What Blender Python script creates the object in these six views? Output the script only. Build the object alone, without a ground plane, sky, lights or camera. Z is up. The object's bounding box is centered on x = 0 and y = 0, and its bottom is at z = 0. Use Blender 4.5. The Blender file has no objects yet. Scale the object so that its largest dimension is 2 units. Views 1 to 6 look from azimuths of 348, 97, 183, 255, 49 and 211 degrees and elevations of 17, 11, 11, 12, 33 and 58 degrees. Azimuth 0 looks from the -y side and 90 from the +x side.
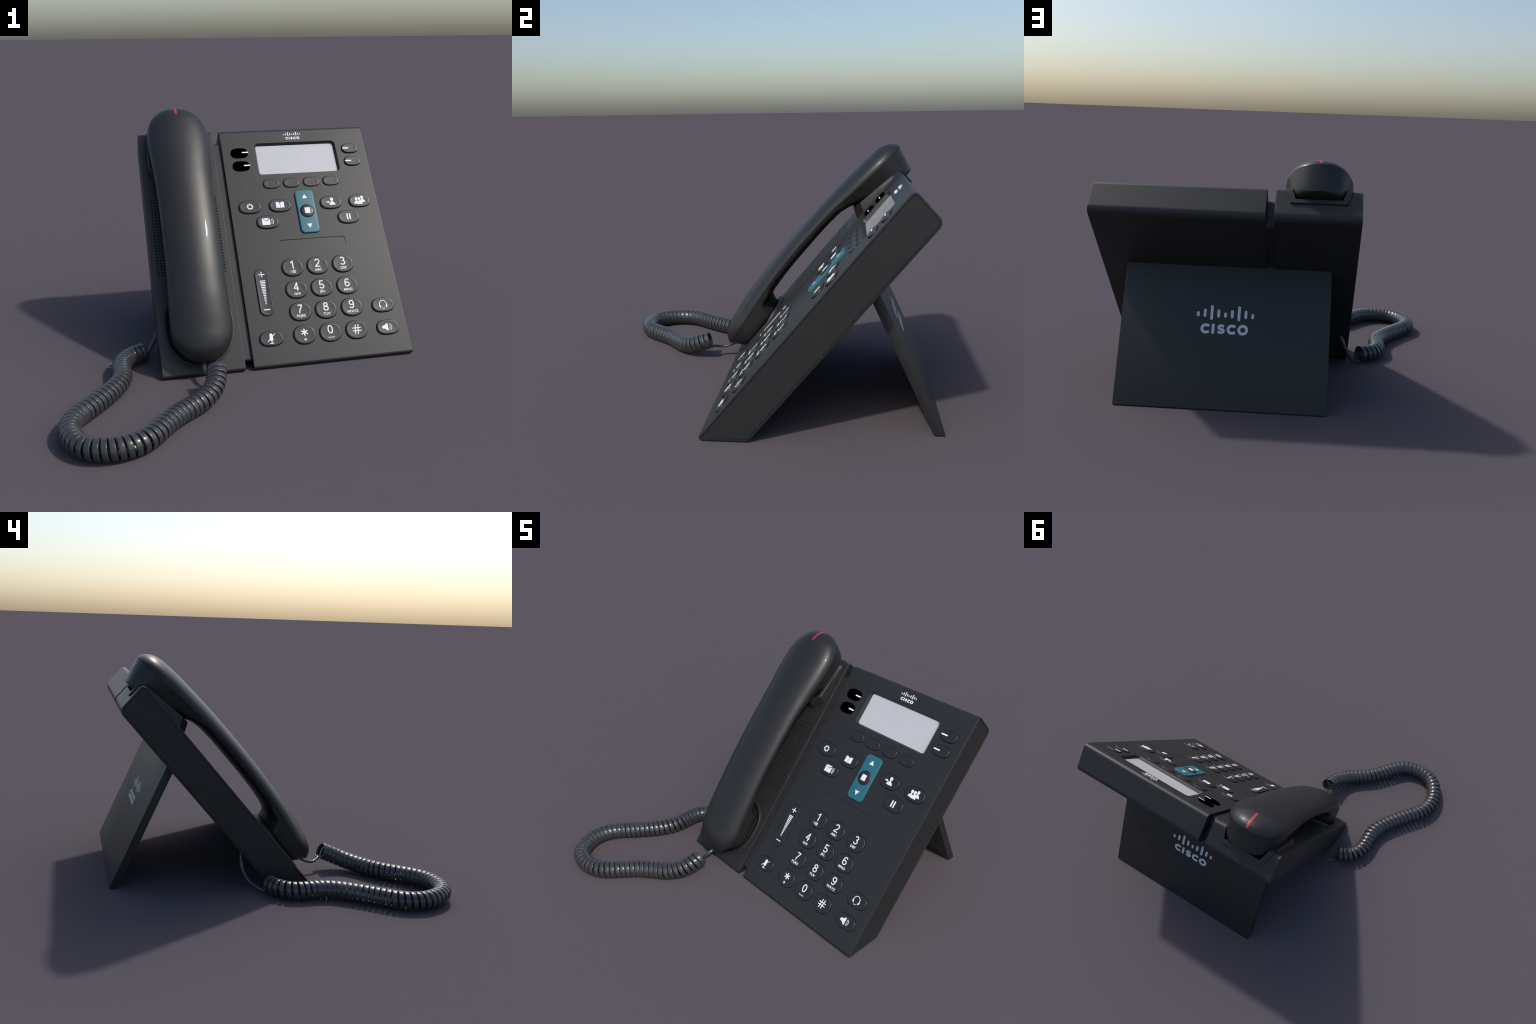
import bpy, bmesh, math
from mathutils import Vector, Matrix

# ------------------------------------------------------------------ frame
# The console leans back: local u = x (right), v = up the sloping face,
# n = out of the face.  Everything on the face is laid out in (u, v, n).
TILT = math.radians(50.06)
ORG = Vector((0.0, -0.2202, 0.0114))
FACE = Matrix.Translation(ORG) @ Matrix.Rotation(TILT, 4, 'X')
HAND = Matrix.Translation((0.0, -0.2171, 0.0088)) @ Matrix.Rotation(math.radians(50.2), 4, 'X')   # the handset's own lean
CT, ST = math.cos(TILT), math.sin(TILT)
def yz_to_vn(y, z):
    dy, dz = y - ORG.y, z - ORG.z
    return dy * CT + dz * ST, -dy * ST + dz * CT

# ------------------------------------------------------------------ materials
def plastic(name, col, rough=0.5, coat=0.0, coat_rough=0.1, spec=0.5, grain=0.06, bump=0.0, bscale=900):
    m = bpy.data.materials.new(name); m.use_nodes = True
    nt = m.node_tree; b = nt.nodes['Principled BSDF']
    tc = nt.nodes.new('ShaderNodeTexCoord')
    no = nt.nodes.new('ShaderNodeTexNoise'); no.inputs['Scale'].default_value = 14
    no.inputs['Detail'].default_value = 5
    nt.links.new(tc.outputs['Object'], no.inputs['Vector'])
    r = nt.nodes.new('ShaderNodeValToRGB')
    lo = [c * (1 - grain) for c in col]; hi = [min(1, c * (1 + grain)) for c in col]
    r.color_ramp.elements[0].position = .3; r.color_ramp.elements[1].position = .7
    r.color_ramp.elements[0].color = (*lo, 1); r.color_ramp.elements[1].color = (*hi, 1)
    nt.links.new(no.outputs['Fac'], r.inputs['Fac'])
    nt.links.new(r.outputs['Color'], b.inputs['Base Color'])
    b.inputs['Roughness'].default_value = rough
    b.inputs['Specular IOR Level'].default_value = spec
    b.inputs['Coat Weight'].default_value = coat
    b.inputs['Coat Roughness'].default_value = coat_rough
    if bump:
        n2 = nt.nodes.new('ShaderNodeTexNoise'); n2.inputs['Scale'].default_value = bscale
        nt.links.new(tc.outputs['Object'], n2.inputs['Vector'])
        bp = nt.nodes.new('ShaderNodeBump'); bp.inputs['Strength'].default_value = bump
        bp.inputs['Distance'].default_value = 0.001
        nt.links.new(n2.outputs['Fac'], bp.inputs['Height'])
        nt.links.new(bp.outputs['Normal'], b.inputs['Normal'])
    return m

M_BODY = plastic('charcoal_plastic', (.0188, .0189, .0193), .47, bump=.04)
M_SIDE = plastic('charcoal_side_plastic', (.0188, .0189, .0193), .55, bump=.04)
M_HAND = plastic('satin_charcoal_plastic', (.0188, .0189, .0193), .41, coat=.05, coat_rough=.05, spec=.42)
M_KEY = plastic('key_rubber', (.0180, .0181, .0185), .42, coat=.04)
M_BLACK = plastic('black_rubber', (.0004, .0004, .0004), .9, spec=.0)
M_TEAL = plastic('teal_plastic', (.021, .140, .178), .45, grain=.03)
M_WHITE = plastic('white_print', (.86, .86, .88), .5, grain=.01)
M_DASH = plastic('white_lens', (.95, .95, .95), .4, grain=.0)
M_LOGO = plastic('pale_grey_print', (.62, .64, .68), .45, grain=.01)  # pale, slightly bluish grey lettering on the back of the stand
M_RED = plastic('red_lens', (.47, .027, .029), .38, grain=.02)
M_SCREEN = plastic('grey_display', (.55, .553, .567), .5, coat=1.0, coat_rough=.04, spec=.2, grain=.02)
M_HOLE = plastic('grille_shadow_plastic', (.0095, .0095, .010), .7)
M_CORD = plastic('glossy_cord_vinyl', (.040, .042, .045), .30, coat=.25, coat_rough=.12, grain=.08)

# ------------------------------------------------------------------ object helpers
def empty(name):
    o = bpy.data.objects.new(name, None); bpy.context.collection.objects.link(o); return o

ROOT = empty('desk_phone')
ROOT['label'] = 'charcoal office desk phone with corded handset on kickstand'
ROOT['category'] = 'desk phone'

def add(name, mesh, mat=None, parent=None, matrix=None):
    o = bpy.data.objects.new(name, mesh); bpy.context.collection.objects.link(o)
    if mat and not mesh.materials: mesh.materials.append(mat)
    o.parent = parent or ROOT
    if matrix is not None: o.matrix_basis = matrix
    return o

def finish(bm, name, angle=35, recalc=True):
    if recalc: bmesh.ops.recalc_face_normals(bm, faces=bm.faces)
    me = bpy.data.meshes.new(name); bm.to_mesh(me); bm.free()
    smooth(me, angle); return me

def smooth(me, angle=35):
    me.polygons.foreach_set('use_smooth', [True] * len(me.polygons))
    me.set_sharp_from_angle(angle=math.radians(angle))

def weighted(obj):
    md = obj.modifiers.new('weighted_normals', 'WEIGHTED_NORMAL'); md.keep_sharp = True; md.weight = 100

def spline(pts, x):
    """monotone-ish cubic (Catmull-Rom) through (x, y) control points"""
    if x <= pts[0][0]: return pts[0][1]
    if x >= pts[-1][0]: return pts[-1][1]
    for i in range(len(pts) - 1):
        if pts[i][0] <= x <= pts[i + 1][0]: break
    def slope(k):
        if k == 0: return (pts[1][1] - pts[0][1]) / (pts[1][0] - pts[0][0])
        if k == len(pts) - 1: return (pts[-1][1] - pts[-2][1]) / (pts[-1][0] - pts[-2][0])
        a = (pts[k][1] - pts[k - 1][1]) / (pts[k][0] - pts[k - 1][0])
        b = (pts[k + 1][1] - pts[k][1]) / (pts[k + 1][0] - pts[k][0])
        return 0 if a * b <= 0 else 2 * a * b / (a + b)
    x0, y0 = pts[i]; x1, y1 = pts[i + 1]; d = x1 - x0; t = (x - x0) / d
    m0, m1 = slope(i) * d, slope(i + 1) * d
    return ((2*t**3 - 3*t*t + 1) * y0 + (t**3 - 2*t*t + t) * m0 + (-2*t**3 + 3*t*t) * y1 + (t**3 - t*t) * m1)

# ------------------------------------------------------------------ 2D helpers
def fillet_poly(corners, off=0.0, seg=8):
    """corners: [(v, n, radius)] counter-clockwise; offset inward by off, round."""
    n = len(corners); P = [Vector(c[:2]) for c in corners]
    area = sum(P[i].x * P[(i+1) % n].y - P[(i+1) % n].x * P[i].y for i in range(n))
    sg = 1 if area > 0 else -1
    L = []
    for i in range(n):
        d = (P[(i+1) % n] - P[i]).normalized()
        nn = Vector((-d.y, d.x)) * sg
        L.append((P[i] + nn * off, d))
    Q = []
    for i in range(n):
        p, d = L[i - 1]; q, e = L[i]
        t = (q - p).cross(e) / d.cross(e)
        Q.append(p + d * t)
    out = []
    for i in range(n):
        r = max(corners[i][2] - off, .0012)
        a = (Q[i - 1] - Q[i]).normalized(); b = (Q[(i+1) % n] - Q[i]).normalized()
        half = a.angle(b) / 2
        tl = r / math.tan(half); c = Q[i] + (a + b).normalized() * (r / math.sin(half))
        s = Q[i] + a * tl - c; e = Q[i] + b * tl - c
        a0 = math.atan2(s.y, s.x); a1 = math.atan2(e.y, e.x)
        da = (a1 - a0 + math.pi) % (2 * math.pi) - math.pi
        for k in range(seg + 1):
            w = a0 + da * k / seg
            out.append((c.x + r * math.cos(w), c.y + r * math.sin(w)))
    return out

def superoval(hw, hh, p=2.0, seg=40):
    out = []
    for k in range(seg):
        a = 2 * math.pi * k / seg; c, s = math.cos(a), math.sin(a)
        out.append((hw * math.copysign(abs(c) ** (2 / p), c), hh * math.copysign(abs(s) ** (2 / p), s)))
    return out

def rrect(hw, hh, r, seg=8):
    r = min(r, hw - 1e-5, hh - 1e-5); out = []
    for cx, cy, a0 in ((hw - r, hh - r, 0), (-hw + r, hh - r, 90), (-hw + r, -hh + r, 180), (hw - r, -hh + r, 270)):
        for k in range(seg + 1):
            a = math.radians(a0 + 90 * k / seg)
            out.append((cx + r * math.cos(a), cy + r * math.sin(a)))
    return out

def ring_stack(bm, loops, cap0=True, cap1=True):
    """loops: lists of Vector with equal counts -> skin"""
    R = [[bm.verts.new(p) for p in L] for L in loops]
    for a, b in zip(R, R[1:]):
        n = len(a)
        for i in range(n):
            bm.faces.new((a[i], a[(i+1) % n], b[(i+1) % n], b[i]))
    if cap0: bm.faces.new(list(reversed(R[0])))
    if cap1: bm.faces.new(R[-1])
    return R

def prism(bm, poly, n0, n1, du=0, dv=0):
    ring_stack(bm, [[Vector((x + du, y + dv, n0)) for x, y in poly], [Vector((x + du, y + dv, n1)) for x, y in poly]])

def apply_boolean(obj, cutter_mesh, op='DIFFERENCE'):
    c = bpy.data.objects.new('cutter_tool', cutter_mesh); bpy.context.collection.objects.link(c)
    c.matrix_world = obj.matrix_basis.copy()          # both live in the same local frame
    bpy.context.view_layer.update()
    md = obj.modifiers.new('cut', 'BOOLEAN'); md.operation = op; md.object = c; md.solver = 'EXACT'
    dg = bpy.context.evaluated_depsgraph_get()
    me = bpy.data.meshes.new_from_object(obj.evaluated_get(dg))
    obj.modifiers.clear(); old = obj.data; obj.data = me; me.name = old.name
    bpy.data.objects.remove(c); bpy.data.meshes.remove(cutter_mesh)

# ------------------------------------------------------------------ housings
Z0 = 0.002
V_TOP, N_BACK = 1.5785, -0.199
def wedge_corners(v_top=V_TOP, n_front=0.0, n_back=N_BACK, z0=Z0, rs=(.015, .026, .042, .03)):
    # front edge meets the bottom plane z = z0
    def at_bottom(n):   # v where plane n=const meets z0
        return (z0 - ORG.z - n * CT) / ST
    return [(at_bottom(n_front), n_front, rs[0]), (v_top, n_front, rs[1]),
            (v_top - .027 * (n_back - n_front) / N_BACK, n_back, rs[2]), (at_bottom(n_back), n_back, rs[3])]

def housing(name, x0, x1, corners, mat, groove=True):
    bm = bmesh.new()
    if groove:
        side = [(.005, 0), (.0022, .0006), (.0006, .0022), (0, .005), (0, .010), (.0035, .0108), (.0035, .0135), (.0008, .0145)]
    else:
        side = [(.004, 0), (.001, .001), (0, .004)]
    loops = []
    for inset, off in reversed(side):
        loops.append([Vector((x0 + inset, v, n)) for v, n in fillet_poly(corners, off)])
    for inset, off in side:
        loops.append([Vector((x1 - inset, v, n)) for v, n in fillet_poly(corners, off)])
    ring_stack(bm, loops)
    return add(name, finish(bm, name, 30), mat, matrix=FACE)

XA, XB = -0.470, -0.003          # cradle
XC, XD = 0.043, 1.000            # console
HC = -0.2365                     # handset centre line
console = housing('console_housing', XC, XD, wedge_corners(), M_BODY)
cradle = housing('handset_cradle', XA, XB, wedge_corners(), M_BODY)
bridge = housing('connecting_bridge', XB - .012, XC + .012,
                 wedge_corners(1.499, -.018, -.190, .035, (.012, .024, .03, .02)), M_BODY, groove=False)

# ------------------------------------------------------------------ keys: layout on the face
NUM, FUN, SOFT, SIDE_, NAV, CIRC, VOL = 'NUM', 'FUN', 'SOFT', 'SIDE', 'NAV', 'CIRC', 'VOL'
def outline(kind, off=0.0):
    if kind == NUM: return superoval(.0655 - off, .0565 - off, 2.25, 56)
    if kind == FUN: return superoval(.0690 - off, .0448 - off, 2.5, 56)
    if kind == SOFT: return superoval(.0525 - off, .0337 - off, 2.7, 48)
    if kind == SIDE_: return superoval(.0535 - off, .0347 - off, 2.7, 48)
    if kind == NAV: return rrect(.0595 - off, .1480 - off, .026 - off)
    if kind == CIRC: return superoval(.0465 - off, .0465 - off, 2, 48)
    if kind == VOL: return rrect(.0415 - off, .1475 - off, .041 - off, 12)

COLS, ROWS = (.3645, .5210, .6810), (.5935, .4520, .3130, .1720)
LAYOUT = []          # (name, kind, u, v, symbol id)
SYM = [['1', '2', '3'], ['4', '5', '6'], ['7', '8', '9'], ['*', '0', '#']]
for r, v in enumerate(ROWS):
    for c, u in enumerate(COLS):
        LAYOUT.append(('number_key', NUM, u, v, SYM[r][c]))
for u, v, s in ((.166, 1.0125, 'gear'), (.357, 1.0125, 'book'), (.262, .9045, 'mail'), (.687, 1.0125, 'transfer'),
                (.877, 1.0125, 'conference'), (.783, .9045, 'hold'), (.876, .308, 'headset'), (.876, .168, 'speaker'),
                (.166, .168, 'mute')):
    LAYOUT.append(('function_key', FUN, u, v, s))
for i in range(4): LAYOUT.append(('soft_key', SOFT, .3265 + .1305 * i, 1.1685, None))
LAYOUT += [('line_key', SIDE_, .155, 1.400, 'dash_r'), ('line_key', SIDE_, .155, 1.305, 'dash_r'),
           ('session_key', SIDE_, .8915, 1.400, 'dash_l'), ('session_key', SIDE_, .8915, 1.305, 'dash_l')]
LAYOUT.append(('navigation_key', NAV, .5225, .9610, 'arrows'))
LAYOUT.append(('volume_key', VOL, .1685, .4525, 'volume'))

# wells in the face, one cutter
bm = bmesh.new()
for _, kind, u, v, _s in LAYOUT:
    prism(bm, outline(kind, -.0017), -.014, .02, u, v)
SCR = (.5285, 1.3525, .2725, .1165)     # display window centre, half sizes
def rr3(hw, hh, r, n): return [Vector((SCR[0] + x, SCR[1] + y, n)) for x, y in rrect(hw, hh, r)]
ring_stack(bm, [rr3(SCR[2] - .0135, SCR[3] - .0125, .014, -.0205), rr3(SCR[2] - .0030, SCR[3] - .0030, .026, -.0015),
                rr3(SCR[2], SCR[3], .028, .001), rr3(SCR[2] + .02, SCR[3] + .02, .04, .02)])
LAB = (.5215, .7405, .2115, .0385)
# label window: a shallow wedge, deepest along its top edge, flush at the bottom
lab = rrect(LAB[2], LAB[3], .018)
ring_stack(bm, [[Vector((x + LAB[0], y + LAB[1], -.0003 - .0036 * (y + LAB[3]) / (2 * LAB[3]))) for x, y in lab],
                [Vector((x + LAB[0], y + LAB[1], .02)) for x, y in lab]])
apply_boolean(console, finish(bm, 'wells', 30)); smooth(console.data, 30); weighted(console)

bm = bmesh.new()
prism(bm, rrect(SCR[2] - .0130, SCR[3] - .0120, .014), -.026, -.0190, SCR[0], SCR[1])
add('display_screen', finish(bm, 'display_screen'), M_SCREEN, console, Matrix())
def key_mesh(kind):
    bm = bmesh.new()
    if kind == NAV: prof = [(0, -.012), (0, .0055), (.0012, .0080), (.0035, .0092), (.008, .0095)]
    elif kind == VOL: prof = [(0, -.012), (0, .0040), (.001, .0060), (.003, .0068), (.006, .0066), (.012, .006)]
    elif kind == CIRC: prof = [(0, -.004), (0, .0085), (.0015, .0108), (.004, .0128), (.009, .0148), (.016, .0162), (.026, .0172), (.036, .0175)]
    else: prof = [(q, n * (.62 if kind == SOFT else .85)) for q, n in ((0, -.012), (0, .0055), (.0008, .0075), (.0022, .0092), (.0045, .0102), (.0080, .0106), (.013, .0103), (.019, .0099), (.026, .0096))]
    ring_stack(bm, [[Vector((x, y, n)) for x, y in outline(kind, q)] for q, n in prof])
    return finish(bm, 'key_' + kind.lower(), 50)
KEYMESH = {}
TOPN = {NUM: .0092, FUN: .0092, SOFT: .0092, SIDE_: .0092, NAV: .0098, CIRC: .0178, VOL: .0070}

# ------------------------------------------------------------------ printed symbols
class Ink:
    """flat pieces of print; each piece sits a hair above the last"""
    def __init__(s): s.bm = bmesh.new(); s.k = 0
    def poly(s, pts):
        n1 = .00008 * s.k; s.k += 1
        a = [s.bm.verts.new((x, y, n1)) for x, y in pts]; b = [s.bm.verts.new((x, y, -.003)) for x, y in pts]
        n = len(a); s.bm.faces.new(a); s.bm.faces.new(list(reversed(b)))
        for i in range(n): s.bm.faces.new((a[i], b[i], b[(i+1) % n], a[(i+1) % n]))
    def disc(s, x, y, r, ry=None, seg=24):
        ry = ry or r
        s.poly([(x + r * math.cos(2 * math.pi * i / seg), y + ry * math.sin(2 * math.pi * i / seg)) for i in range(seg)])
    def rect(s, x, y, hw, hh, r=0):
        s.poly(rrect(hw, hh, r, 5) if 0 else [(x + a, y + b) for a, b in (rrect(hw, hh, r, 5) if r else ((hw, hh), (-hw, hh), (-hw, -hh), (hw, -hh)))])
    def stroke(s, pts, w, round_cap=True):
        P = [Vector(p) for p in pts]; L, R = [], []
        for i, p in enumerate(P):
            d = (P[min(i + 1, len(P) - 1)] - P[max(i - 1, 0)]).normalized(); q = Vector((-d.y, d.x)) * w / 2
            L.append(p + q); R.append(p - q)
        def cap(c, d):
            a0 = math.atan2(d.y, d.x)
            return [(c.x + w/2 * math.cos(a0 + t), c.y + w/2 * math.sin(a0 + t)) for t in (-1.2, -.7, -.25, .25, .7, 1.2)]
        out = [tuple(p) for p in R]
        if round_cap: out += cap(P[-1], (P[-1] - P[-2]))
        out += [tuple(p) for p in reversed(L)]
        if round_cap: out += cap(P[0], (P[0] - P[1]))
        s.poly(out)
    def arc(s, x, y, r, a0, a1, w, ry=None, cap=False, seg=20):
        ry = ry or r
        s.stroke([(x + r * math.cos(math.radians(a0 + (a1 - a0) * i / seg)), y + ry * math.sin(math.radians(a0 + (a1 - a0) * i / seg))) for i in range(seg + 1)], w, cap)
    def ring(s, x, y, ro, ri, seg=36):
        n1 = .00008 * s.k; s.k += 1
        vs = [[s.bm.verts.new((x + r * math.cos(2*math.pi*i/seg), y + r * math.sin(2*math.pi*i/seg), z)) for i in range(seg)] for r, z in ((ro, n1), (ri, n1), (ri, -.003), (ro, -.003))]
        for a in range(4):
            A, B = vs[a], vs[(a + 1) % 4]
            for i in range(seg): s.bm.faces.new((A[i], A[(i+1) % seg], B[(i+1) % seg], B[i]))
    def text(s, body, x, y, size, sx=1.0):
        cu = bpy.data.curves.new('t', 'FONT'); cu.body = body; cu.align_x = 'CENTER'; cu.align_y = 'CENTER'
        cu.size = size; cu.resolution_u = 3; cu.extrude = .0015; cu.offset = .0004
        ob = bpy.data.objects.new('t', cu); bpy.context.collection.objects.link(ob)
        dg = bpy.context.evaluated_depsgraph_get(); me = bpy.data.meshes.new_from_object(ob.evaluated_get(dg))
        xs = [v.co.x for v in me.vertices]; ys = [v.co.y for v in me.vertices]
        cx, cy = (min(xs) + max(xs)) / 2, (min(ys) + max(ys)) / 2
        for v in me.vertices: v.co = ((v.co.x - cx) * sx + x, v.co.y - cy + y, v.co.z - .0015)
        s.bm.from_mesh(me); bpy.data.objects.remove(ob); bpy.data.curves.remove(cu); bpy.data.meshes.remove(me)
    def digit(s, d, x, y, h, w):
        """grotesque numerals drawn with a round pen; h cap height, w pen width"""
        a, r = h / 2 - w / 2, h * .285 - w / 2 + .001
        def E(cx, cy, rx, ry, a0, a1, n=18): return [(x + cx + rx * math.cos(math.radians(a0 + (a1 - a0) * k / n)), y + cy + ry * math.sin(math.radians(a0 + (a1 - a0) * k / n))) for k in range(n + 1)]
        P = lambda *q: [(x + u, y + v) for u, v in q]
        if d == '1': s.stroke(P((.0035, -a - w/2), (.0035, a + w/2)), w, False); s.stroke(P((.002, a - .001), (-.003, a - .007), (-.0105, a - .012)), w * .85, False)
        if d == '2': s.stroke(E(0, a - r, r, r, 165, -20) + P((r * .55, -a * .12), (-r * .35, -a * .55), (-r, -a)), w, False); s.stroke(P((-r - w/2, -a), (r + w*.4, -a)), w, False)
        if d == '3': s.stroke(E(0, a - r * .82, r * .86, r * .82, 160, -90), w, False); s.stroke(E(0, -a + r * .98, r, r * .98, 95, -160), w, False)
        if d == '4': s.stroke(P((.006, -a - w/2), (.006, a + w/2)), w, False); s.stroke(P((.005, a), (-r * 1.05, -a * .42)), w * .9, False); s.stroke(P((-r * 1.25, -a * .44), (r * 1.2, -a * .44)), w * .9, False)
        if d == '5': s.stroke(P((r * .95, a), (-r * .62, a)), w, False); s.stroke(P((-r * .62, a + w/2), (-r * .85, -.001)), w * .9, False); s.stroke(E(0, -a + r * 1.02, r, r * 1.02, 148, -160), w, False)
        if d == '6': s.ring2(x, y - a + r * 1.02, r, r * 1.02, w); s.stroke(E(.0015, .0, r * 1.08, a, 38, 200, 16), w * .95, False)
        if d == '7': s.stroke(P((-r * 1.05, a), (r * 1.1, a)), w, False); s.stroke(P((r * .95, a - .001), (r * .1, .0), (-r * .35, -a * .5), (-r * .5, -a - w/2)), w, False)
        if d == '8': s.ring2(x, y + a - r * .80, r * .86, r * .80, w); s.ring2(x, y - a + r * .96, r * 1.02, r * .96, w)
        if d == '9': s.ring2(x, y + a - r * 1.02, r, r * 1.02, w); s.stroke(E(-.0015, .0, r * 1.08, a, 218, 380, 16), w * .95, False)
        if d == '0': s.ring2(x, y, r, a, w)
    def ring2(s, x, y, rx, ry, w, seg=32):
        n1 = .00008 * s.k; s.k += 1
        vs = [[s.bm.verts.new((x + (rx + e) * math.cos(2*math.pi*i/seg), y + (ry + e) * math.sin(2*math.pi*i/seg), z)) for i in range(seg)] for e, z in ((w/2, n1), (-w/2, n1), (-w/2, -.003), (w/2, -.003))]
        for q in range(4):
            A, B = vs[q], vs[(q + 1) % 4]
            for i in range(seg): s.bm.faces.new((A[i], A[(i+1) % seg], B[(i+1) % seg], B[i]))
    def mesh(s, name): return finish(s.bm, name, 20)

def person(i, x, y, k):
    i.disc(x, y + .0145 * k, .0090 * k, .0105 * k)
    i.poly([(x - .0045*k, y + .010*k), (x + .0045*k, y + .010*k), (x + .0045*k, y - .001*k), (x + .015*k, y - .009*k), (x + .018*k, y - .021*k), (x - .018*k, y - .021*k), (x - .015*k, y - .009*k), (x - .0045*k, y - .001*k)])

def symbol(sid):
    i = Ink()
    letters = {'1': '/.@', '2': 'ABC', '3': 'DEF', '4': 'GHI', '5': 'JKL', '6': 'MNO', '7': 'PQRS', '8': 'TUV', '9': 'WXYZ'}
    if sid in letters:
        i.digit(sid, 0, .0155, .0525, .0068); i.text(letters[sid], 0, -.0285, .0215, 1.06)
    elif sid == '0':
        i.digit('0', 0, .0155, .0525, .0068); i.stroke([(-.017, -.0285), (-.0155, -.0325), (.0155, -.0325), (.017, -.0285)], .0035, False)
    elif sid == '*':
        for a in (90, 30, 150): 
            c, s_ = math.cos(math.radians(a)) * .019, math.sin(math.radians(a)) * .019
            i.stroke([(-c, .013 - s_), (c, .013 + s_)], .0070)
        i.stroke([(-.009, -.030), (.009, -.030)], .0042, False); i.stroke([(0, -.039), (0, -.021)], .0042, False)
    elif sid == '#':
        for q in (-.0085, .0085):
            i.stroke([(q - .004, -.027), (q + .004, .027)], .0058); i.stroke([(-.024, q), (.024, q)], .0058)
    elif sid == 'gear':
        i.ring(0, 0, .0165, .0110)
        for k in range(8):
            a = k * math.pi / 4; c, s_ = math.cos(a), math.sin(a)
            i.stroke([(c * .0145, s_ * .0145), (c * .0205, s_ * .0205)], .0075, False)
    elif sid == 'book':
        i.poly([(-.026, .021), (-.0135, .022), (-.0015, .016), (-.0015, -.021), (-.012, -.017), (-.026, -.019)])
        i.poly([(.026, .021), (.026, -.019), (.012, -.017), (.0015, -.021), (.0015, .016), (.0135, .022)])
    elif sid == 'mail':
        i.poly([(-.034, .0225), (-.036, .018), (-.036, -.022), (.0145, -.022), (.0145, .018), (-.0095, .001)])
        i.poly([(-.0305, .0235), (.0125, .0235), (-.0095, .0055)])
        i.arc(.010, 0, .0160, -46, 46, .0030, .021); i.arc(.010, 0, .0255, -46, 46, .0030, .027)
    elif sid == 'transfer':
        person(i, .008, .003, 1.12); i.stroke([(-.032, .001), (-.016, .001)], .0055, False)
        i.poly([(-.019, .010), (-.005, .001), (-.019, -.008)])
    elif sid == 'conference':
        person(i, .020, .007, .98); person(i, -.020, -.002, .98); person(i, 0, -.004, 1.05)
    elif sid == 'hold':
        i.rect(-.0085, 0, .0046, .021, .003); i.rect(.0085, 0, .0046, .021, .003)
    elif sid == 'headset':
        i.arc(0, .002, .0215, -20, 200, .0042, .0245)
        for q in (-1, 1): i.poly([(q * .0255, .000), (q * .0265, -.008), (q * .0215, -.0165), (q * .0145, -.0195), (q * .0130, -.0165), (q * .0180, -.004), (q * .0205, .000)][::q])
        i.stroke([(-.0075, -.0225), (-.0055, -.0262), (.0005, -.0262), (.0065, -.0225)], .0032, False)
    elif sid == 'speaker':
        i.poly([(-.035, .0085), (-.024, .0095), (-.0025, .024), (-.0005, .023), (-.0005, -.023), (-.0025, -.024), (-.024, -.0095), (-.035, -.0085), (-.038, 0)])
        i.arc(-.006, 0, .0185, -48, 48, .0030, .020); i.arc(-.006, 0, .0285, -48, 48, .0030, .027)
    elif sid == 'mute':
        i.rect(0, .0065, .0095, .0225, .0090); i.stroke([(0, -.018), (0, -.029)], .0050, False); i.rect(0, -.029, .0110, .0026)
        i.stroke([(-.024, -.020), (-.009, -.0025)], .0042, False); i.stroke([(.009, .013), (.024, .0255)], .0042, False)
    elif sid == 'dash_r': i.rect(.036, .0, .0205, .0042, .004)
    elif sid == 'dash_l': i.rect(-.0290, .0, .0215, .0042, .004)
    elif sid == 'arrows':
        i.poly([(-.0165, .0885), (.0165, .0885), (0, .1180)]); i.poly([(-.0165, -.0885), (0, -.1180), (.0165, -.0885)])
    elif sid == 'volume':
        i.stroke([(-.0185, .1100), (.0185, .1100)], .0058, False); i.stroke([(0, .0930), (0, .1270)], .0058, False)
        i.rect(0, -.1100, .0185, .0030)
        for k in range(15): i.rect(0, .0690 - .0102 * k, .0165 - .00092 * k, .0029)
    elif sid == 'square': i.rect(0, 0, .0165, .0195, .002)
    return i.mesh('symbol_' + sid)

PRINT_NAME = {NUM: 'printed_digit', FUN: 'printed_icon', SIDE_: 'white_dash', NAV: 'printed_arrows', VOL: 'volume_scale'}
for name, kind, u, v, sid in LAYOUT:
    key_id = (kind, name)
    if key_id not in KEYMESH:
        me = key_mesh(kind)
        me.materials.append(M_TEAL if kind == NAV else M_BLACK if name == 'line_key' else M_KEY)
        KEYMESH[key_id] = me
    k = add(name, KEYMESH[key_id], None, ROOT, FACE @ Matrix.Translation((u, v, 0)))
    if sid:
        m = 'S_' + sid
        if m not in KEYMESH: KEYMESH[m] = symbol(sid)
        add(PRINT_NAME[kind], KEYMESH[m], M_DASH if 'dash' in sid else M_WHITE, k, Matrix.Translation((0, 0, TOPN[kind])))
sel = add('select_button', key_mesh(CIRC), M_KEY, ROOT, FACE @ Matrix.Translation((.5225, .9610, 0)))
add('printed_icon', symbol('square'), M_WHITE, sel, Matrix.Translation((0, 0, TOPN[CIRC])))

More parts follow.
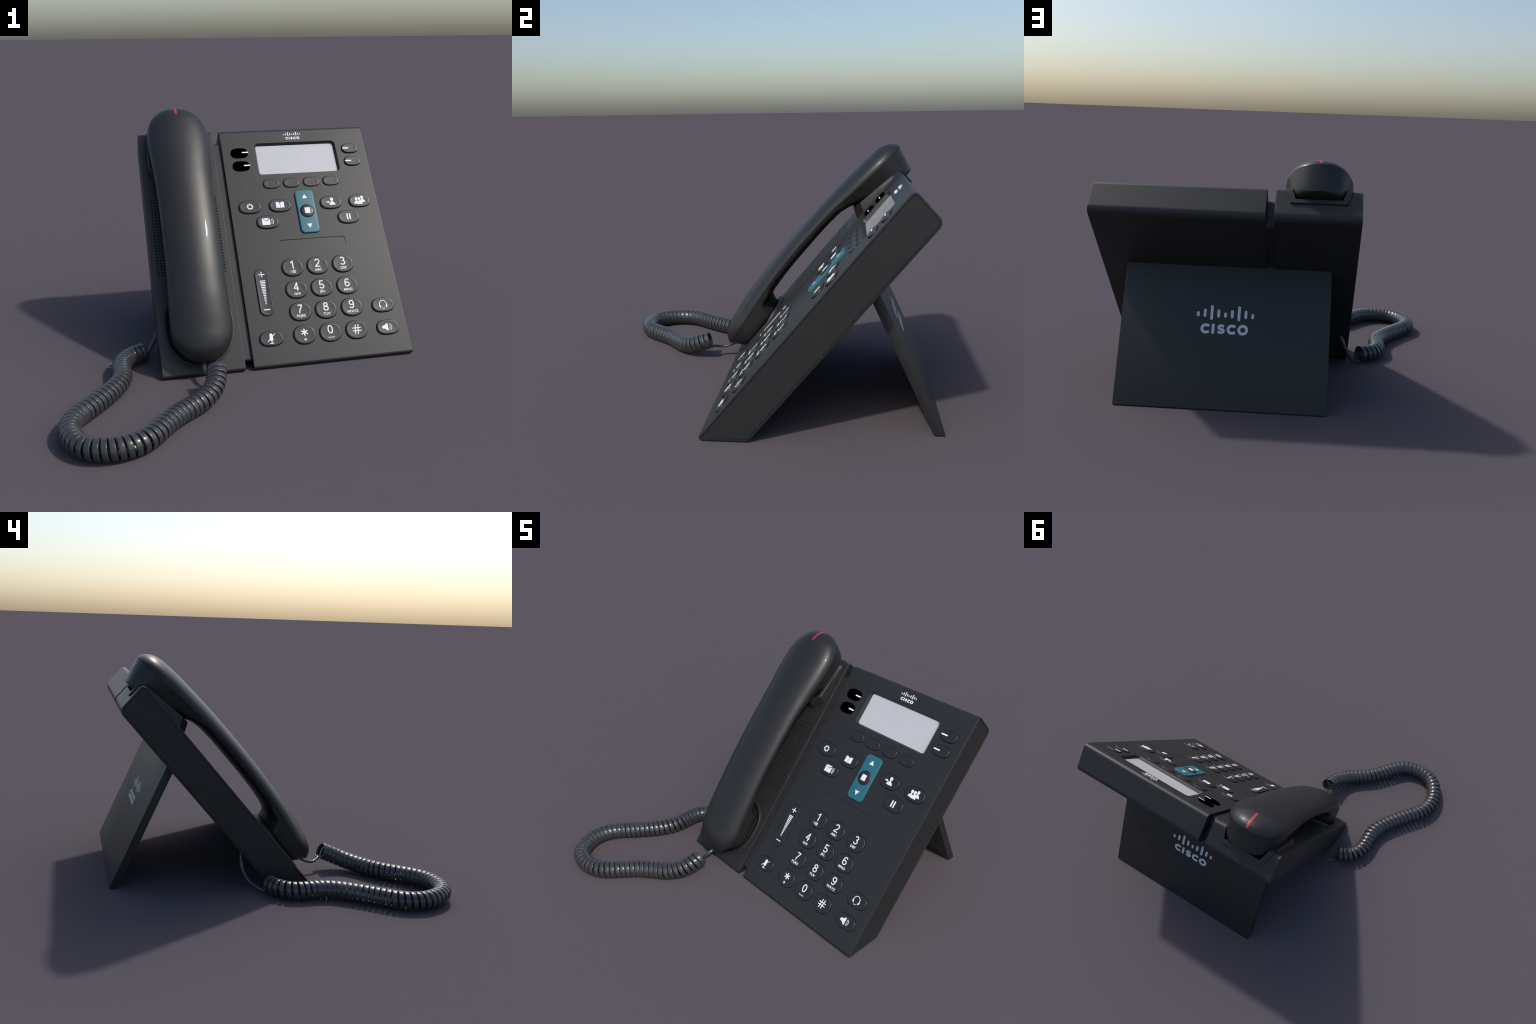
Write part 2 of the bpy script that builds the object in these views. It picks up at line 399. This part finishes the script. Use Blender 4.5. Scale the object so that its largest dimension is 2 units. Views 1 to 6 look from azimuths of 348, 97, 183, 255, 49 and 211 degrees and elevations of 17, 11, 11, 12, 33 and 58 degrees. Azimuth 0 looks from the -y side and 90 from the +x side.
# ------------------------------------------------------------------ maker's mark (bars + word)
def wordmark(k):
    """k scales; origin at middle of the bars, u right, v up"""
    i = Ink(); w = .0163 * k
    for b, hgt in enumerate((0, 1, 2, 1, 0, 1, 2, 1, 0)):
        u = (b - 4) * .0405 * k
        lo, hi = ((-.0155, .0155), (-.017, .0325), (-.0325, .0565))[hgt]
        i.stroke([(u, lo * k + w/2), (u, hi * k - w/2)], w)
    yb, yt = -.1135 * k, -.0555 * k; yc = (yb + yt) / 2; st = .0165 * k; ro = (yt - yb) / 2 + .001 * k
    rc = ro - st / 2
    def cee(u):
        i.arc(u + .006 * k, yc, rc, 62, 298, st, None, False, 28)
        ex = u + .006 * k + rc * math.cos(math.radians(62)); ey = rc * math.sin(math.radians(62))
        i.stroke([(ex - .002 * k, yc + ey + .0008 * k), (ex + .011 * k, yc + ey - .0012 * k)], st, False)
        i.stroke([(ex - .002 * k, yc - ey - .0008 * k), (ex + .011 * k, yc - ey + .0012 * k)], st, False)
    cee(-.118 * k)
    i.rect(-.0675 * k, yc, .0085 * k, (yt - yb) / 2)
    u = -.0205 * k; S = []
    q = (yt - yb - st) / 4
    for t in range(13): 
        a = math.radians(50 + (265 - 50) * t / 12); S.append((u + .0135 * k * math.cos(a), yc + q + q * math.sin(a)))
    for t in range(13):
        a = math.radians(85 - (85 + 130) * t / 12); S.append((u + .0015 * k + .0145 * k * math.cos(a), yc - q + q * math.sin(a)))
    S.insert(0, (u + .0175 * k, yc + 2 * q - .002 * k)); S.append((u - .0185 * k, yc - 2 * q + .0025 * k))
    i.stroke(S, st * .93, False)
    cee(.0375 * k)
    i.ring(.1085 * k, yc, .0315 * k, .0148 * k)
    return i.mesh('wordmark')
add('maker_wordmark', wordmark(.334), M_WHITE, ROOT, FACE @ Matrix.Translation((.5225, 1.5245, .0010)))

# ------------------------------------------------------------------ cradle: recess, grille, hook, mouthpiece ring
def hexa(bm, lo, hi):
    """two quads of (u, v, n)"""
    ring_stack(bm, [[Vector(p) for p in lo], [Vector(p) for p in hi]])
def recess_mesh():
    bm = bmesh.new()
    hexa(bm, [(HC - .158, 1.275, .020), (HC + .158, 1.275, .020), (HC + .108, 1.75, -.140), (HC - .108, 1.75, -.140)],
             [(HC - .188, 1.262, .110), (HC + .188, 1.262, .110), (HC + .180, 1.75, .110), (HC - .180, 1.75, .110)])
    return finish(bm, 'recess', 30)
GR = (HC, .8515, .2050, .2560)       # grille centre and half size
bm = bmesh.new(); prism(bm, rrect(GR[2], GR[3], .001, 2), -.012, .01, GR[0], GR[1])
apply_boolean(cradle, finish(bm, 'grille_pocket', 30))
def ring_outline(d, n=64):
    out = []
    for k in range(n):
        a = 2 * math.pi * k / n; c, s = math.cos(a), math.sin(a)
        p = 2.2 if s < 0 else 2.7
        out.append((HC + (.198 - d) * math.copysign(abs(c) ** (2 / p), c), .300 + ((.248 if s < 0 else .184) - d) * math.copysign(abs(s) ** (2 / p), s)))
    return out
bm = bmesh.new(); prism(bm, ring_outline(.001), -.03, .03)
apply_boolean(cradle, finish(bm, 'mouthpiece_well', 30))
apply_boolean(cradle, recess_mesh()); smooth(cradle.data, 30); weighted(cradle); weighted(bridge)

# grille: a plate of cells, each with its own round hole and bore
NX, NY = 21, 26; px, py = 2 * GR[2] / NX, 2 * GR[3] / NY; HR = .0050
bm = bmesh.new(); grid = {}
def gv(i, j):
    if (i, j) not in grid: grid[i, j] = bm.verts.new((GR[0] - GR[2] + px * i, GR[1] - GR[3] + py * j, -.0003))
    return grid[i, j]
for i in range(NX):
    for j in range(NY):
        cx, cy = GR[0] - GR[2] + px * (i + .5), GR[1] - GR[3] + py * (j + .5)
        C = [gv(i + 1, j + 1), gv(i, j + 1), gv(i, j), gv(i + 1, j)]
        T = [bm.verts.new((cx + HR * math.cos(math.pi * k / 4), cy + HR * math.sin(math.pi * k / 4), -.0003)) for k in range(8)]
        B = [bm.verts.new((v.co.x, v.co.y, -.009)) for v in T]
        for q in range(4):
            a = (2 * q + 1) % 8; b = (2 * q + 3) % 8; mid = (2 * q + 2) % 8
            bm.faces.new((C[q], C[(q + 1) % 4], T[b], T[mid], T[a]))
        for k in range(8): 
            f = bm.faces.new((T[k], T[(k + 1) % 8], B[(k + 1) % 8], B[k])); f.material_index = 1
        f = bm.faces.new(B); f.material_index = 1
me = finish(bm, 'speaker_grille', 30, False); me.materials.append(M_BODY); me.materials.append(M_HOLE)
g = add('speaker_grille', me, None, cradle, Matrix()); g['kind'] = 'stuff'

# earpiece seat: faceted collar that rises below the earpiece and wraps over the top edge
def collar_loop(n_off, grow, front):
    return [(HC + sx * (hw + grow), v - f * front) for sx, hw, v, f in
            ((1, .130, 1.2380, 1), (1, .1880, 1.2930, .9), (1, .1880, 1.42, 0), (1, .1850, 1.49, 0), (1, .1830, 1.5350, 0),
             (-1, .1830, 1.5350, 0), (-1, .1850, 1.49, 0), (-1, .1880, 1.42, 0), (-1, .1880, 1.2930, .9), (-1, .130, 1.2380, 1))]
def crest(v): return spline([(1.2, .056), (1.25, .054), (1.30, .049), (1.40, .032), (1.50, .0150), (1.54, .0085), (1.60, .008)], v)
bm = bmesh.new()
base = [Vector((u, v, -.03)) for u, v in collar_loop(0, .012, .036)]
low = [Vector((u, v, -.001)) for u, v in collar_loop(0, .012, .034)]
mid = [Vector((u, v, crest(v) - .003)) for u, v in collar_loop(0, .0015, .002)]
top = [Vector((u, v, crest(v))) for u, v in collar_loop(0, -.002, -.002)]
ring_stack(bm, [base, low, mid, top])
bmesh.ops.triangulate(bm, faces=[f for f in bm.faces if len(f.verts) > 4])
collar = add('earpiece_seat', finish(bm, 'earpiece_seat', 25), M_BODY, cradle, Matrix())
# wrap: thin U plate over the top edge and down the end face
def wrap_at(t):
    """v, n along the top front fillet then down the end"""
    P = fillet_poly(wedge_corners(), -.0080, 8)
    return P[9:18]            # the arc of the top-front corner
arc = wrap_at(0)
arc = [(1.505, .0080)] + arc + [(V_TOP + .0010, -.07), (V_TOP - .0045, -.1045)]
hwf = lambda n: .184 if n > -.005 else .184 - .032 * min(1, (-.005 - n) / .098)
inner = [(v, n - .0) for v, n in arc]
P0 = fillet_poly(wedge_corners(), .012, 8)[9:18]
inn = [(1.505, -.012)] + P0 + [(1.550, -.07), (1.545, -.100)]
bm = bmesh.new()
A = [[bm.verts.new((HC + s * hwf(n), v, n)) for v, n in arc] for s in (-1, 1)]
B = [[bm.verts.new((HC + s * hwf(n), v2, n2)) for (v, n), (v2, n2) in zip(arc, inn)] for s in (-1, 1)]
for k in range(len(arc) - 1):
    bm.faces.new((A[0][k], A[1][k], A[1][k+1], A[0][k+1])); bm.faces.new((B[0][k], B[0][k+1], B[1][k+1], B[1][k]))
    for s in (0, 1): bm.faces.new((A[s][k], A[s][k+1], B[s][k+1], B[s][k]))
for k in (0, -1): bm.faces.new((A[0][k], A[1][k], B[1][k], B[0][k]))
collar.parent = None; collar.matrix_basis = FACE
apply_boolean(collar, finish(bm, 'seat_surround', 25), 'UNION')      # one piece: collar + surround over the top edge
apply_boolean(collar, recess_mesh()); smooth(collar.data, 28)
collar.parent = cradle; collar.matrix_basis = Matrix(); weighted(collar)

# mouthpiece ring: low raised lip around the mouthpiece well
bm = bmesh.new()
ring_stack(bm, [[Vector((u, v, n + max(0, v - .36) * rise)) for u, v in ring_outline(d)]
                for d, n, rise in ((.003, -.012, 0), (-.0030, -.006, 0), (-.0028, .0015, .03), (-.0012, .0045, .09), (.0015, .0062, .13), (.005, .0066, .13), (.010, .0052, .12), (.019, .0012, .09), (.0275, -.0030, .05), (.036, -.018, 0), (.06, -.020, 0))], True, True)
add('mouthpiece_seat', finish(bm, 'mouthpiece_seat', 35), M_BODY, cradle, Matrix())

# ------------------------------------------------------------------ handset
S0, S1 = .055, 1.688
SEAM = [(.05, .085), (.146, .094), (.24, .106), (.35, .120), (.5, .138), (.59, .146), (.7, .151), (.82, .154), (.99, .150), (1.15, .140), (1.24, .127), (1.33, .116), (1.44, .103), (1.54, .091), (1.62, .081), (1.69, .0725)]
RIDGE = [(.05, .088), (.056, .105), (.073, .129), (.101, .152), (.126, .165), (.166, .176), (.213, .182), (.309, .196), (.405, .207), (.48, .212), (.6, .2185), (.75, .2215), (.87, .221), (.98, .2185), (1.09, .2155), (1.19, .211), (1.292, .204), (1.4, .195), (1.503, .184), (1.58, .172), (1.612, .163), (1.643, .146), (1.665, .127), (1.680, .106), (1.686, .092), (1.688, .078)]
BELLY = [(.05, .020), (.09, -.004), (.14, -.012), (.440, -.012), (.457, .022), (.470, .066), (.488, .0835), (.517, .0910), (.58, .0965), (.66, .102), (.74, .104), (.87, .103), (.996, .101), (1.09, .096), (1.15, .0895), (1.185, .082), (1.211, .073), (1.235, .061), (1.26, .047), (1.32, .012), (1.40, -.030), (1.50, -.058), (1.6, -.066), (1.69, -.067)]
def half_width(v, end=2.25):
    w = spline([(.05, .170), (.25, .1705), (.40, .168), (.6, .164), (.85, .165), (1.05, .167), (1.2, .173), (1.32, .183), (1.42, .1875), (1.6, .1875)], v)
    if v < .25: w *= max(0, 1 - ((.25 - v) / .2) ** 2.1) ** (1 / 2.1)
    if v > 1.46: w *= max(0, 1 - ((v - 1.46) / .228) ** end) ** (1 / end)
    return w
def stations():
    V = []
    for k in range(22): V.append(S0 + .2 * (1 - math.cos(math.pi / 2 * k / 22)))
    v = S0 + .2
    while v < 1.46:
        V.append(v); v += .0045 if .43 < v < .53 else .018 if .53 < v < 1.1 else .012
    for k in range(24): V.append(1.46 + .228 * math.sin(math.pi / 2 * k / 23))
    return V
VS = stations()
def crown_power(v): return spline([(.05, 2.0), (.35, 1.95), (.7, 1.88), (1.1, 1.9), (1.4, 2.05), (1.69, 2.1)], v)
def upper_shell():
    bm = bmesh.new(); rows = []
    for v in VS:
        w = max(half_width(v), .0004); sm = spline(SEAM, v); c = max(spline(RIDGE, v) - sm, .002)
        row = [(w - .006, sm + .0004)]; K = 36; pu = crown_power(v)
        for k in range(K + 1):
            a = math.pi / 2 - math.pi * k / K
            sx, cx = math.sin(a), max(0, math.cos(a))
            x = w * math.copysign(abs(sx) ** (2 / pu), sx)
            row.append((x if k not in (0, K) else math.copysign(max(w - .0008, .0003), a), sm + .0008 + (c - .0008) * cx ** (2 / pu)))
        row.append((-(w - .006), sm + .0004))
        rows.append([bm.verts.new((HC + x, v, n)) for x, n in row])
    for A, B in zip(rows, rows[1:]):
        for k in range(len(A) - 1): bm.faces.new((A[k], A[k+1], B[k+1], B[k]))
        bm.faces.new((A[-1], A[0], B[0], B[-1]))
    bm.faces.new(rows[0]); bm.faces.new(list(reversed(rows[-1])))
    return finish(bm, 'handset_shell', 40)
def lower_shell():
    bm = bmesh.new(); rows = []
    for v in VS:
        w = max(half_width(v), .0004); w2 = max(half_width(v, 2.7), .0004); sm = spline(SEAM, v) - .0008; d = max(sm - spline(BELLY, v), .004)
        ear = spline([(1.16, 0), (1.32, 1), (1.7, 1)], v); mouth = spline([(.05, 1), (.45, 1), (.53, 0)], v)
        block = max(ear, mouth)
        p = 2.5 + 5.0 * ear + 3.2 * mouth; taper = .19 * ear + .0 * mouth
        lean = (.42 * max(0, (v - 1.30) / .388) ** 2) - (.75 * max(0, (.25 - v) / .2) ** 2)
        row = []; K = 40
        for k in range(K + 1):
            a = math.pi / 2 - math.pi * k / K
            sx, cx = math.sin(a), max(0, math.cos(a))
            e = math.copysign(abs(sx) ** (2 / p), sx)
            if .30 < v < .62: dd = max(sm - spline(BELLY, v + .070 * e * e), .004)
            elif 1.02 < v < 1.42: dd = max(sm - spline(BELLY, v - .035 * e * e), .004)
            else: dd = d
            dep = dd * cx ** (2 / p)
            x = (w + (w2 - w) * dep / d - .0006) * math.copysign(abs(sx) ** (2 / p), sx) * (1 - taper * dep / max(d, .05))
            row.append((x, sm - dep, v - lean * dep))
        rows.append([bm.verts.new((HC + x, vv, n)) for x, n, vv in row])
    for A, B in zip(rows, rows[1:]):
        for k in range(len(A) - 1): bm.faces.new((A[k], B[k], B[k+1], A[k+1]))
        bm.faces.new((A[-1], B[-1], B[0], A[0]))
    bm.faces.new(list(reversed(rows[0]))); bm.faces.new(rows[-1])
    bmesh.ops.remove_doubles(bm, verts=bm.verts, dist=.00005)
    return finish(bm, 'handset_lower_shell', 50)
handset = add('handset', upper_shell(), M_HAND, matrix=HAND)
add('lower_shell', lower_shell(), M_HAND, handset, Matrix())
# red message lamp: a strip that follows the crown at the top end
bm = bmesh.new(); rows = []
hw = .0075
LV = [1.600] + [v for v in VS if 1.602 < v < 1.6875]; NL = len(LV) - 1
def crown(x, v):
    w = max(half_width(v), .004); sm = spline(SEAM, v); c = max(spline(RIDGE, v) - sm, .002)
    pu = crown_power(v)
    q = min(.999, abs(x) / w) ** pu
    return sm + .0008 + (c - .0008) * (1 - q) ** (1 / pu)
L = []
for k, v in enumerate(LV):
    f = hw * (1 if 0 < k < NL else .55)
    v1 = LV[min(k + 1, NL)]; v0 = LV[max(k - 1, 0)]
    t = Vector((v1 - v0, spline(RIDGE, v1) - spline(RIDGE, v0))).normalized()
    r = []
    for x, e in ((-f, -.004), (-f, .0001), (-f * .8, .0003), (0, .0003), (f * .8, .0003), (f, .0001), (f, -.004)):
        n = crown(x, v); r.append(bm.verts.new((HC + x, v - t.y * e, n + t.x * e)))
    L.append(r)
for A, B in zip(L, L[1:]):
    for k in range(6): bm.faces.new((A[k], A[k+1], B[k+1], B[k]))
bm.faces.new(L[0]); bm.faces.new(L[-1])
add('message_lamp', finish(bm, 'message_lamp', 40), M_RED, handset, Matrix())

# ------------------------------------------------------------------ kickstand
bm = bmesh.new()
KY, KZ = .9843, .001; KD = Vector((-.337, .727)).normalized(); KL = .832
q = [(KY - .0540, KZ), (KY, KZ), (KY + KD.x * KL, KZ + KD.y * KL), (KY - .0540 + KD.x * KL, KZ + KD.y * KL)]
cs = [(y, z, r) for (y, z), r in zip(q, (.009, .003, .003, .003))]
lo = [(.004, 0), (.001, .001), (0, .004)]
ring_stack(bm, [[Vector((-.329 + i, y, z)) for y, z in fillet_poly(cs, o_, 3)] for i, o_ in reversed(lo)] +
               [[Vector((.8555 - i, y, z)) for y, z in fillet_poly(cs, o_, 3)] for i, o_ in lo])
stand = add('kickstand', finish(bm, 'kickstand', 30), M_BODY)
kn = Vector((0, KD.y, -KD.x)); kv = Vector((0, KD.x, KD.y))
cm = Matrix(((-1, kv.x, kn.x, .2625), (0, kv.y, kn.y, 0), (0, kv.z, kn.z, 0), (0, 0, 0, 1)))
p = Vector((.2625, KY, KZ)) + kv * .5285 + kn * .0012
cm.translation = p
add('maker_wordmark', wordmark(.955), M_LOGO, stand, cm)

# ------------------------------------------------------------------ coiled cord
CR = .0535
PATH = [(-.548, .068, .056), (-.600, .042, .0545), (-.650, -.002, .0535), (-.677, -.065, .0535), (-.682, -.140, .0535), (-.681, -.215, .0535), (-.701, -.290, .0535),
        (-.745, -.368, .0535), (-.800, -.447, .0535), (-.858, -.522, .0535), (-.912, -.592, .0535), (-.944, -.672, .0535),
        (-.944, -.755, .0535), (-.912, -.838, .0535), (-.858, -.900, .0535), (-.785, -.926, .0535), (-.705, -.925, .0535),
        (-.625, -.897, .0535), (-.560, -.838, .0535), (-.503, -.765, .0535), (-.440, -.693, .0535), (-.368, -.633, .0535),
        (-.296, -.577, .058), (-.238, -.510, .074), (-.207, -.438, .100), (-.197, -.375, .124)]
def catmull(P, per=24):
    P = [Vector(p) for p in P]; P = [P[0] * 2 - P[1]] + P + [P[-1] * 2 - P[-2]]; out = []
    for i in range(1, len(P) - 2):
        for k in range(per):
            t = k / per; a, b, c, d = P[i-1], P[i], P[i+1], P[i+2]
            out.append(.5 * ((2*b) + (c - a) * t + (2*a - 5*b + 4*c - d) * t*t + (3*b - a - 3*c + d) * t**3))
    out.append(P[-2]); return out
def resample(P, step):
    L = [0]
    for a, b in zip(P, P[1:]): L.append(L[-1] + (b - a).length)
    n = max(2, int(round(L[-1] / step))); out = []; j = 0
    for k in range(n + 1):
        s = L[-1] * k / n
        while j < len(L) - 2 and L[j + 1] < s: j += 1
        t = (s - L[j]) / max(1e-9, L[j + 1] - L[j]); out.append(P[j].lerp(P[j + 1], t))
    return out, L[-1]
def sweep(bm, pts, section, frame):
    rows = []
    for i, p in enumerate(pts):
        a, b = frame(i); rows.append([p + a * x + b * y for x, y in section])
    ring_stack(bm, rows)
SEG = 26
LEN = resample(catmull(PATH), .01)[1]
TURNS = round(LEN / .0330) + 10 / 360          # starts under the cord, ends at its lower left
PITCH = LEN / TURNS
axis, LEN = resample(catmull(PATH), PITCH / SEG)
centre, radial, along = [], [], []
PH = math.radians(90)
for i, c in enumerate(axis):
    t = (axis[min(i + 1, len(axis) - 1)] - axis[max(i - 1, 0)]).normalized()
    n1 = t.cross(Vector((0, 0, 1))).normalized(); n2 = t.cross(n1)      # t, n1, n2 right handed
    a = PH + 2 * math.pi * i / SEG
    rd = n1 * math.cos(a) + n2 * math.sin(a)
    radial.append(rd); along.append(t); centre.append(c + rd * (CR - .0055))
tw, th = .0141, .0055
sec = rrect(tw, th, .0035, 3)
bm = bmesh.new()
sweep(bm, centre, sec, lambda i: (along[i], radial[i]))
cord = add('coiled_cord', finish(bm, 'coiled_cord', 60), M_CORD)
def lead(pts, r, name):
    P, _ = resample(catmull(pts, 12), .008); bm = bmesh.new()
    def fr(i):
        t = (P[min(i+1, len(P)-1)] - P[max(i-1, 0)]).normalized(); n = t.cross(Vector((.3, .2, 1))).normalized(); return n, t.cross(n)
    sweep(bm, P, superoval(r * 1.15, r * .85, 2.4, 12), fr)
    return add(name, finish(bm, name, 60), M_CORD, cord, Matrix())
c0, c1 = centre[0], centre[-1]
lead([(-.385, .170, .245), (-.412, .200, .225), (-.436, .213, .170), (-.461, .200, .105), (-.492, .168, .052), (-.520, .125, .025), c0 + Vector((-.004, .022, .005)), c0 + Vector((0, 0, .003))], .0110, 'cord_lead')
lead([(-.2365, -.150, .140), (-.240, -.195, .112), (-.244, -.240, .084), (-.246, -.280, .069), (-.241, -.312, .066), (-.227, -.336, .072), c1 + Vector((-.004, .003, -.001)), c1 + Vector((.006, 0, .002))], .0100, 'cord_lead')
